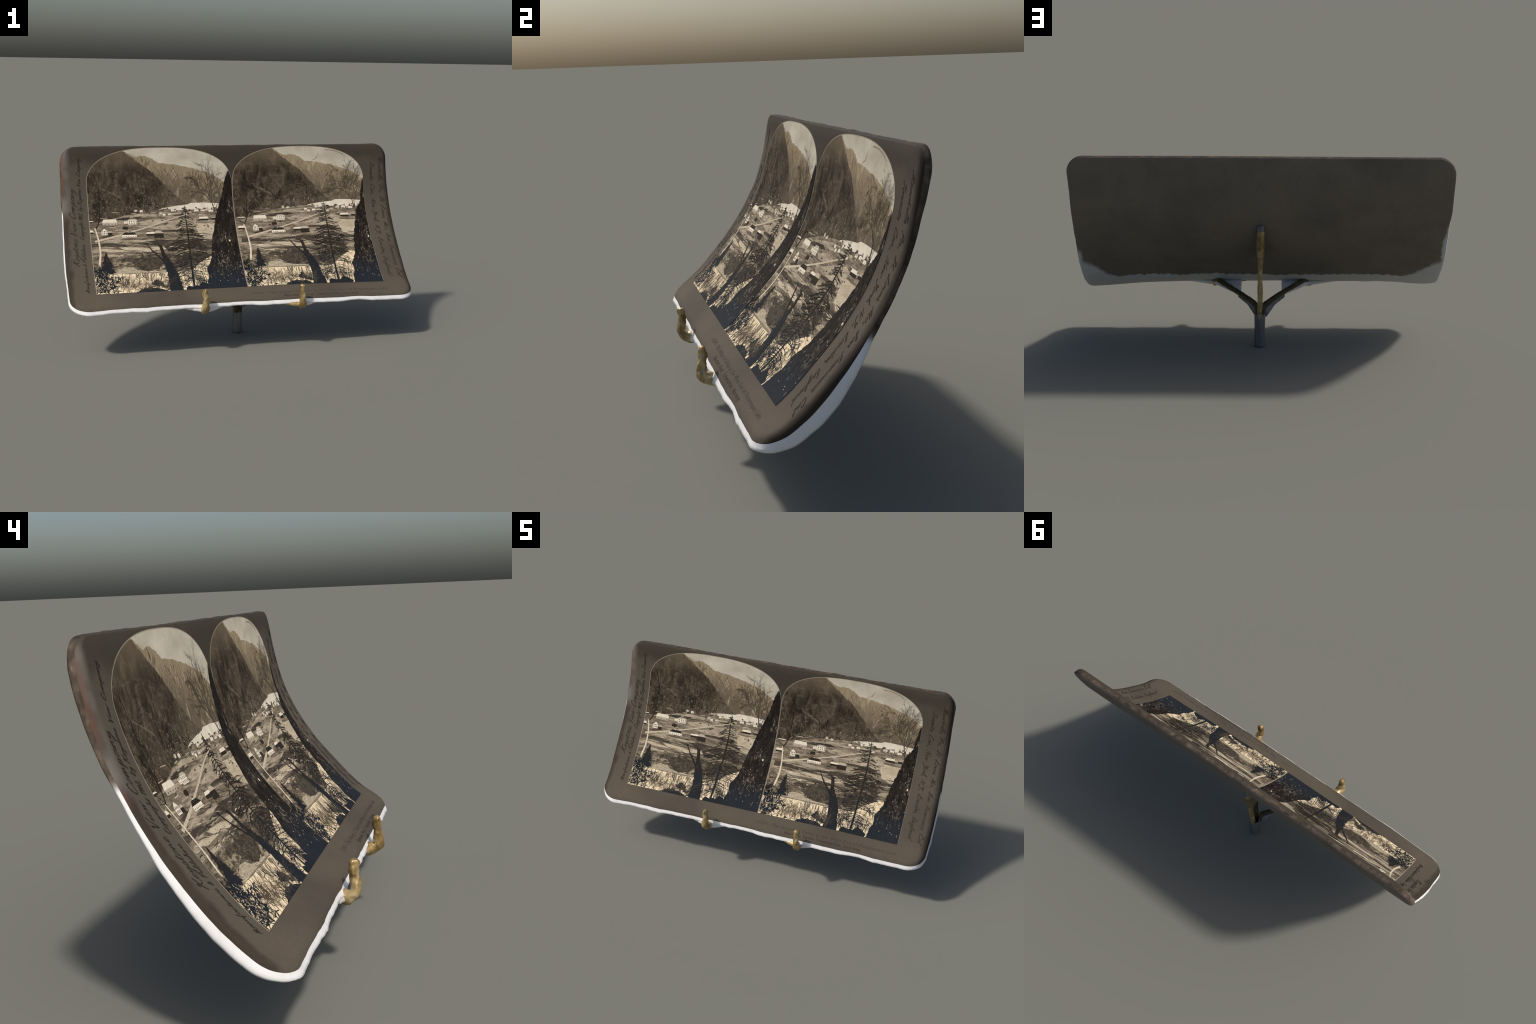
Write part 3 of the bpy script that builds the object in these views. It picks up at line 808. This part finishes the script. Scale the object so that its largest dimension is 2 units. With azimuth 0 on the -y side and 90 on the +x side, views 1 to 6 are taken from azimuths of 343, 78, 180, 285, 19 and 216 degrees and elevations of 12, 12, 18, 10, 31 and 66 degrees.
# --- lettering ---------------------------------------------------------------
# A small running-hand alphabet: strokes through control points; x-height 1, capitals 2.
HAND = {
    'a': (1.05, [[(.85, .9), (.45, 1), (.1, .5), (.35, 0), (.8, .6), (.85, .95), (.82, .15), (1.15, .2)]]),
    'b': (1.0, [[(0, .1), (.45, 1.6), (.35, 2.1), (.15, 1.2), (.2, .1), (.55, 0), (.75, .5), (.6, .9), (1.05, .7)]]),
    'c': (.85, [[(.7, .8), (.45, 1), (.1, .5), (.35, 0), (.95, .25)]]),
    'd': (1.1, [[(.75, .85), (.4, 1), (.1, .4), (.4, 0), (.8, .6), (1.05, 2.1), (.85, .3), (1.2, .2)]]),
    'e': (.8, [[(0, .2), (.55, .6), (.55, .95), (.3, .95), (.1, .4), (.4, 0), (.9, .25)]]),
    'f': (.8, [[(0, .2), (.6, 1.6), (.5, 2.1), (.3, 1.5), (.2, -.9), (.45, -.8), (.4, 0), (.9, .2)]]),
    'g': (1.0, [[(.75, .85), (.4, 1), (.1, .5), (.4, .1), (.8, .9), (.7, -.7), (.35, -1), (.3, -.6), (1.1, .2)]]),
    'h': (1.0, [[(0, .1), (.5, 1.7), (.35, 2.1), (.2, 1.5), (.12, 0), (.25, .6), (.6, 1), (.7, .5), (.72, .1), (1.05, .2)]]),
    'i': (.5, [[(0, .2), (.25, 1), (.22, .2), (.55, .2)], [(.4, 1.5), (.45, 1.6)]]),
    'k': (1.0, [[(0, .1), (.5, 1.7), (.35, 2.1), (.12, 0), (.2, .5), (.7, .95), (.35, .55), (.75, .05), (1.05, .2)]]),
    'l': (.55, [[(0, .1), (.5, 1.7), (.35, 2.1), (.15, 1), (.25, .1), (.6, .2)]]),
    'm': (1.35, [[(0, .3), (.2, 1), (.18, 0), (.3, .7), (.5, 1), (.58, 0), (.7, .7), (.9, 1), (1.0, .2), (1.4, .2)]]),
    'n': (.95, [[(0, .3), (.2, 1), (.18, 0), (.3, .7), (.55, 1), (.62, .2), (1.0, .2)]]),
    'o': (.9, [[(.45, 1), (.1, .5), (.35, 0), (.75, .5), (.45, 1), (.95, .75)]]),
    'p': (1.0, [[(0, .3), (.3, 1), (.12, -1), (.3, .6), (.65, 1), (.7, .4), (.4, 0), (1.0, .2)]]),
    'r': (.75, [[(0, .2), (.25, 1.05), (.35, .85), (.6, .9), (.5, .2), (.8, .2)]]),
    's': (.7, [[(0, .2), (.35, 1.05), (.55, .4), (.3, 0), (.1, .15), (.75, .2)]]),
    't': (.65, [[(0, .2), (.4, 1.7), (.28, .3), (.4, .05), (.7, .2)], [(.05, 1.2), (.75, 1.3)]]),
    'u': (1.0, [[(0, .3), (.2, 1), (.2, .2), (.4, 0), (.75, 1), (.72, .2), (1.05, .2)]]),
    'v': (.9, [[(0, .6), (.2, 1), (.35, 0), (.7, .9), (.95, .75)]]),
    'w': (1.15, [[(0, .6), (.15, 1), (.25, .05), (.55, .9), (.6, .05), (1, .95), (1.2, .75)]]),
    'y': (.95, [[(0, .5), (.2, 1), (.25, .2), (.7, 1), (.6, -.6), (.35, -1), (.2, -.6), (1, .2)]]),
    'K': (1.35, [[(.0, 1.7), (.35, 2.1), (.3, 1.0), (.0, 0)], [(1.2, 2.1), (.7, 1.5), (.3, 1), (.6, .9), (.9, .2), (1.4, .1)]]),
    'V': (1.2, [[(0, 1.6), (.2, 2), (.45, 0), (.9, 1.6), (1.3, 2.1)]]),
    'C': (1.25, [[(1.0, 1.5), (.85, 2.1), (.3, 1.6), (.12, .5), (.55, 0), (1.2, .4)]]),
    'M': (1.6, [[(0, 0), (.3, .4), (.5, 2), (.65, .1), (1.1, 2), (1.15, .1), (1.6, .2)]]),
    'P': (1.2, [[(.35, 1.8), (.15, 0)], [(0, 1.5), (.55, 2.1), (1.1, 1.6), (.7, 1), (.3, 1.05)]]),
    'S': (1.1, [[(0, .1), (.6, 1.2), (.85, 1.9), (.6, 2.1), (.35, 1.5), (.8, .8), (.55, 0), (.05, .3)]]),
    'L': (1.2, [[(0, .4), (.5, .9), (.8, 1.9), (.5, 2.1), (.35, .9), (.1, .1), (.5, .1), (1.2, .15)]]),
    'F': (1.1, [[(.0, 1.7), (.4, 2.05), (1.2, 2)], [(.75, 2), (.55, .3), (.05, .1)], [(.3, 1.1), (.9, 1.15)]]),
    'N': (1.3, [[(0, 0), (.35, 2), (.8, 0), (1.15, 2.1)]]),
    'Y': (1.1, [[(0, 1.8), (.2, 2), (.35, 1.1), (.9, 2), (.75, .2), (.35, -.6), (.1, -.2)]]),
    'E': (1.1, [[(.95, 1.7), (.6, 2.1), (.3, 1.5), (.6, 1.1), (.12, .6), (.4, 0), (1.05, .4)]]),
    'T': (1.1, [[(0, 1.7), (.35, 2.05), (1.2, 2)], [(.75, 2), (.55, .3), (.1, .05)]]),
    '1': (.5, [[(.1, 1.4), (.35, 1.9), (.2, 0)]]),
    '9': (.8, [[(.6, 1.6), (.35, 1.9), (.1, 1.4), (.35, 1), (.65, 1.6), (.45, 0)]]),
    '0': (.8, [[(.4, 1.9), (.1, 1), (.3, 0), (.6, 1), (.4, 1.9)]]),
    '2': (.8, [[(.1, 1.5), (.4, 1.9), (.6, 1.4), (.05, 0), (.7, .1)]]),
    '&': (1.1, [[(1, .2), (.3, 1.3), (.5, 1.7), (.6, 1.3), (.1, .4), (.4, 0), (.9, .8)]]),
    ',': (.45, [[(.2, .15), (.1, -.3)]]), '.': (.4, [[(.12, .0), (.2, .12)]]), ' ': (.75, [])}


def handwriting(text, start, end, baseline, upright, height, width, slant=.45):
    """Script run along s from start to end at x = baseline; upright = +1/-1: x direction of the letter tops."""
    adv = sum(HAND[c][0] for c in text); k = (end - start) / adv; polys = []; cur = 0.0
    for c in text:
        a, strokes = HAND[c]
        for st in strokes:
            p = smooth_line(st, 4); heavy = 1.0 if c.islower() else 1.35
            run = start + (cur + p[:, 0] + p[:, 1] * slant) * k if True else 0
            up = baseline + upright * p[:, 1] * height
            q = np.stack([up, run], 1)
            d = np.gradient(p[:, 1]); w = width * heavy * np.where(d < -.05, 1.25, .75)      # heavier down-strokes
            polys += ribbon(q, w)
        cur += a
    return polys


ink_text = plain("lettering_ink", (.033, .027, .021), .6, .2)
for words, a, b, base, up, h, w in (
        ("Keystone View Company", .295, .754, -.917, -1, .0160, .0023),
        ("Manufacturers & Publishers   Copyright 1902, by Keystone View Company", .123, .925, -.879, -1, .0105, .0019),
        ("Meadville, Pa., St. Louis, Mo., San Francisco, Cal.", .924, .144, .926, 1, .0125, .0021),
        ("Toronto, Can., New York, N.Y., London, England.", .892, .158, .868, 1, .0135, .0021)):
    new_object("script_lettering", laid_mesh("script_lettering", handwriting(words, a, b, base, up, h, w), .0007), card, ink_text)

faint_ink = plain("faded_lettering_ink", (.052, .041, .032), .6, .2)


def typeset(text, x0, x1, s, size, spacing):
    c = bpy.data.curves.new("caption", 'FONT'); c.body = text; c.size = size; c.space_character = spacing; c.resolution_u = 2; c.offset = -.0002
    o = bpy.data.objects.new("caption_tmp", c); bpy.context.collection.objects.link(o)
    dg = bpy.context.evaluated_depsgraph_get(); m = o.evaluated_get(dg).to_mesh()
    co = np.array([v.co[:] for v in m.vertices]); k = (x1 - x0) / (co[:, 0].max() - co[:, 0].min())
    polys = [[(x0 + (co[v][0] - co[:, 0].min()) * k, s + co[v][1]) for v in p.vertices] for p in m.polygons]
    o.evaluated_get(dg).to_mesh_clear(); bpy.data.objects.remove(o); bpy.data.curves.remove(c)
    return polys


new_object("caption_lettering", laid_mesh("caption_lettering",
           typeset("13399\u2014The Village of Dalen at the West End of Picturesque Lake", .002, .826, .050, .027, 1.15)
           + typeset("Bandaks Vand, Telemarken, Norway.", .187, .637, .0225, .027, 1.15), .0004), card, faint_ink)


# --- stand -------------------------------------------------------------------
def tube(name, pts, radii, parent, mat, sides=20, sub=6, squash=None, bumps=.0):
    p = smooth_line(pts, sub); n = len(p)
    rad = np.interp(np.linspace(0, 1, n), np.linspace(0, 1, len(radii)), radii)
    d = np.gradient(p, axis=0); d /= np.linalg.norm(d, axis=1)[:, None]
    ref = np.array([1., 0, 0]) if abs(d[0][0]) < .8 else np.array([0, 1., 0])
    V = []; F = []
    u = np.cross(d[0], ref); u /= np.linalg.norm(u)
    prof = [(p[0], rad[0] * f, d[0], -off * rad[0]) for f, off in ((.35, .80), (.72, .58), (.93, .26))]
    prof += [(p[i], rad[i], d[i], 0) for i in range(n)]
    prof += [(p[-1], rad[-1] * f, d[-1], off * rad[-1]) for f, off in ((.93, .26), (.72, .58), (.35, .80))]
    for k, (c, rr, dd, off) in enumerate(prof):
        u = u - dd * np.dot(u, dd); u /= np.linalg.norm(u); v = np.cross(dd, u)
        for j in range(sides):
            a = 2 * math.pi * j / sides
            w = rr * (1 + bumps * fbm(c[0] * 40 + math.cos(a), c[1] * 40 + math.sin(a), c[2] * 40, 4, 2))
            V.append(c + dd * off + (u * math.cos(a) + v * math.sin(a)) * w)
    for k in range(len(prof) - 1):
        for j in range(sides):
            F.append((k * sides + j, k * sides + (j + 1) % sides, (k + 1) * sides + (j + 1) % sides, (k + 1) * sides + j))
    F.append(tuple(reversed(range(sides)))); F.append(tuple((len(prof) - 1) * sides + j for j in range(sides)))
    m = mesh_from(name, V, F); bm = bmesh.new(); bm.from_mesh(m); bmesh.ops.recalc_face_normals(bm, faces=bm.faces); bm.to_mesh(m); bm.free()
    return new_object(name, m, parent, mat)


brass, steel = mat_brass(), mat_steel()
bronze = plain("dark_bronze", (.060, .045, .018), .5, .5, 40)


def hollow_stem():
    """Open-topped steel tube turned from a wall profile."""
    cx, cy = .012, .127
    prof = [(.0, .0), (.027, .0), (.0285, .004), (.0275, .05), (.0265, .10), (.0275, .15), (.0285, .186), (.0275, .190), (.0225, .188), (.0215, .12), (.0, .12)]
    V = []; F = []; n = 32
    for r_, z in prof:
        r_ *= 1.05
        for j in range(n):
            a = 2 * math.pi * j / n; w = 1 + .05 * fbm(math.cos(a) * 1.5, math.sin(a) * 1.5, z * 18, 6, 2)
            V.append((cx + max(r_, .0005) * w * math.cos(a), cy + max(r_, .0005) * w * math.sin(a), z))
    for k in range(len(prof) - 1):
        for j in range(n): F.append((k * n + j, k * n + (j + 1) % n, (k + 1) * n + (j + 1) % n, (k + 1) * n + j))
    m = mesh_from("stem", V, F); bm = bmesh.new(); bm.from_mesh(m); bmesh.ops.remove_doubles(bm, verts=bm.verts, dist=.0004)
    bmesh.ops.recalc_face_normals(bm, faces=bm.faces); bm.to_mesh(m); bm.free()
    new_object("stem", m, stand, steel)


hollow_stem()
tube("back_prop_wire", [(.012, .140, .13), (.011, .146, .20), (.010, .152, .30), (.011, .159, .40), (.009, .165, .50), (.008, .171, .56)], [.0135, .0135, .0150, .0125, .013, .015], stand, brass, bumps=.16)
tube("back_prop_sleeve", [(.009, .170, .525), (.008, .177, .60), (.007, .184, .668)], [.0165, .0200, .0205], stand, brass, bumps=.06)
tube("back_prop_tip", [(.007, .183, .660), (.007, .185, .690)], [.0205, .0195], stand, steel)
for sg in (1, -1):
    x = lambda v: .010 + sg * v
    arm = [(x(.010), .106, .13), (x(.014), .098, .19), (x(.026), .084, .224), (x(.075), .030, .243), (x(.135), -.035, .259), (x(.20), -.100, .276), (x(.245), -.140, .292), (x(.262), -.170, .283), (x(.266), -.215, .250)]
    tube("arm_wire", arm, [.0125, .0125, .0130, .0140, .0135, .0145, .015, .0155, .017], stand, bronze, bumps=.18)
    hx = -.275 if sg < 0 else .276
    hook = [(x(.262), -.205, .250), (hx, -.248, .244), (hx + .003 * sg, -.277, .258), (hx - .003, -.284, .285), (hx - .002, -.281, .310), (hx - .005, -.280, .335), (hx - .004, -.279, .356)]
    tube("hook", hook, [.018, .0215, .0205, .0165, .0150, .0165, .0150], stand, brass, bumps=.38)


# white plaster-like film that bridges card edge, hooks and arms
def film(name, hulls, parent, mat, voxel=.006, smooth=6):
    bm = bmesh.new()
    for pts in hulls:
        vs = [bm.verts.new(p) for p in pts]; r_ = bmesh.ops.convex_hull(bm, input=vs)
        junk = [g for g in r_["geom_interior"] if isinstance(g, bmesh.types.BMVert)]
        if junk: bmesh.ops.delete(bm, geom=junk, context='VERTS')
    m = bpy.data.meshes.new(name); bm.to_mesh(m); bm.free()
    o = new_object(name, m, parent, mat)
    a = o.modifiers.new("r", 'REMESH'); a.mode = 'VOXEL'; a.voxel_size = voxel
    b = o.modifiers.new("s", 'SMOOTH'); b.factor = .5; b.iterations = smooth
    dg = bpy.context.evaluated_depsgraph_get(); nm = bpy.data.meshes.new_from_object(o.evaluated_get(dg))
    o.modifiers.clear(); o.data = nm; nm.polygons.foreach_set("use_smooth", [True] * len(nm.polygons)); nm.name = name
    if not nm.materials: nm.materials.append(mat)
    return o


def box(c, h):
    return [(c[0] + i * h[0], c[1] + j * h[1], c[2] + k * h[2]) for i in (-1, 1) for j in (-1, 1) for k in (-1, 1)]


white = mat_residue("white_film")
grey = mat_residue("grey_film", True)
for sg in (1, -1):
    X = lambda v: .005 + sg * v
    tent = box((X(.270), -.242, .238), (.020, .012, .009)) + box((X(.14), -.220, .268), (.004, .012, .008)) + box((X(.44), -.220, .268), (.004, .010, .006)) + box((X(.272), -.175, .268), (.06, .006, .004))
    web = box((X(.118), -.030, .246), (.005, .006, .007)) + box((X(.262), -.175, .266), (.008, .006, .010)) + box((X(.118), -.175, .276), (.005, .010, .006)) + box((X(.26), -.225, .245), (.012, .010, .008))
    film("white_film", [tent, web], card, white)
    under = [box((X(.125), -.038, .236), (.006, .007, .012)) + box((X(.07), .030, .218), (.006, .008, .015)), box((X(.07), .030, .218), (.006, .008, .015)) + box((X(.024), .094, .182), (.008, .012, .022))]
    film("grey_film", under, stand, grey, .005, 5)
fin = [(.010 + dx, y, z) for dx, y, z in ((-.009, .160, .66), (.009, .160, .66), (-.009, .160, .40), (.009, .160, .40), (-.009, .172, .60), (.009, .172, .60),
                                         (-.028, .120, .60), (.028, .120, .60), (-.022, .085, .50), (.022, .085, .50), (-.02, .14, .68), (.02, .14, .68))]
film("back_fillet", [fin], stand, bpy.data.materials["brown_card_backing"], .005, 6)
tube("hook_shank", [(.10, -.205, .262), (.16, -.228, .258), (.21, -.240, .250), (.25, -.246, .245), (.276, -.250, .244)], [.003, .008, .011, .014, .016], stand, brass, bumps=.2)

bpy.context.view_layer.update()
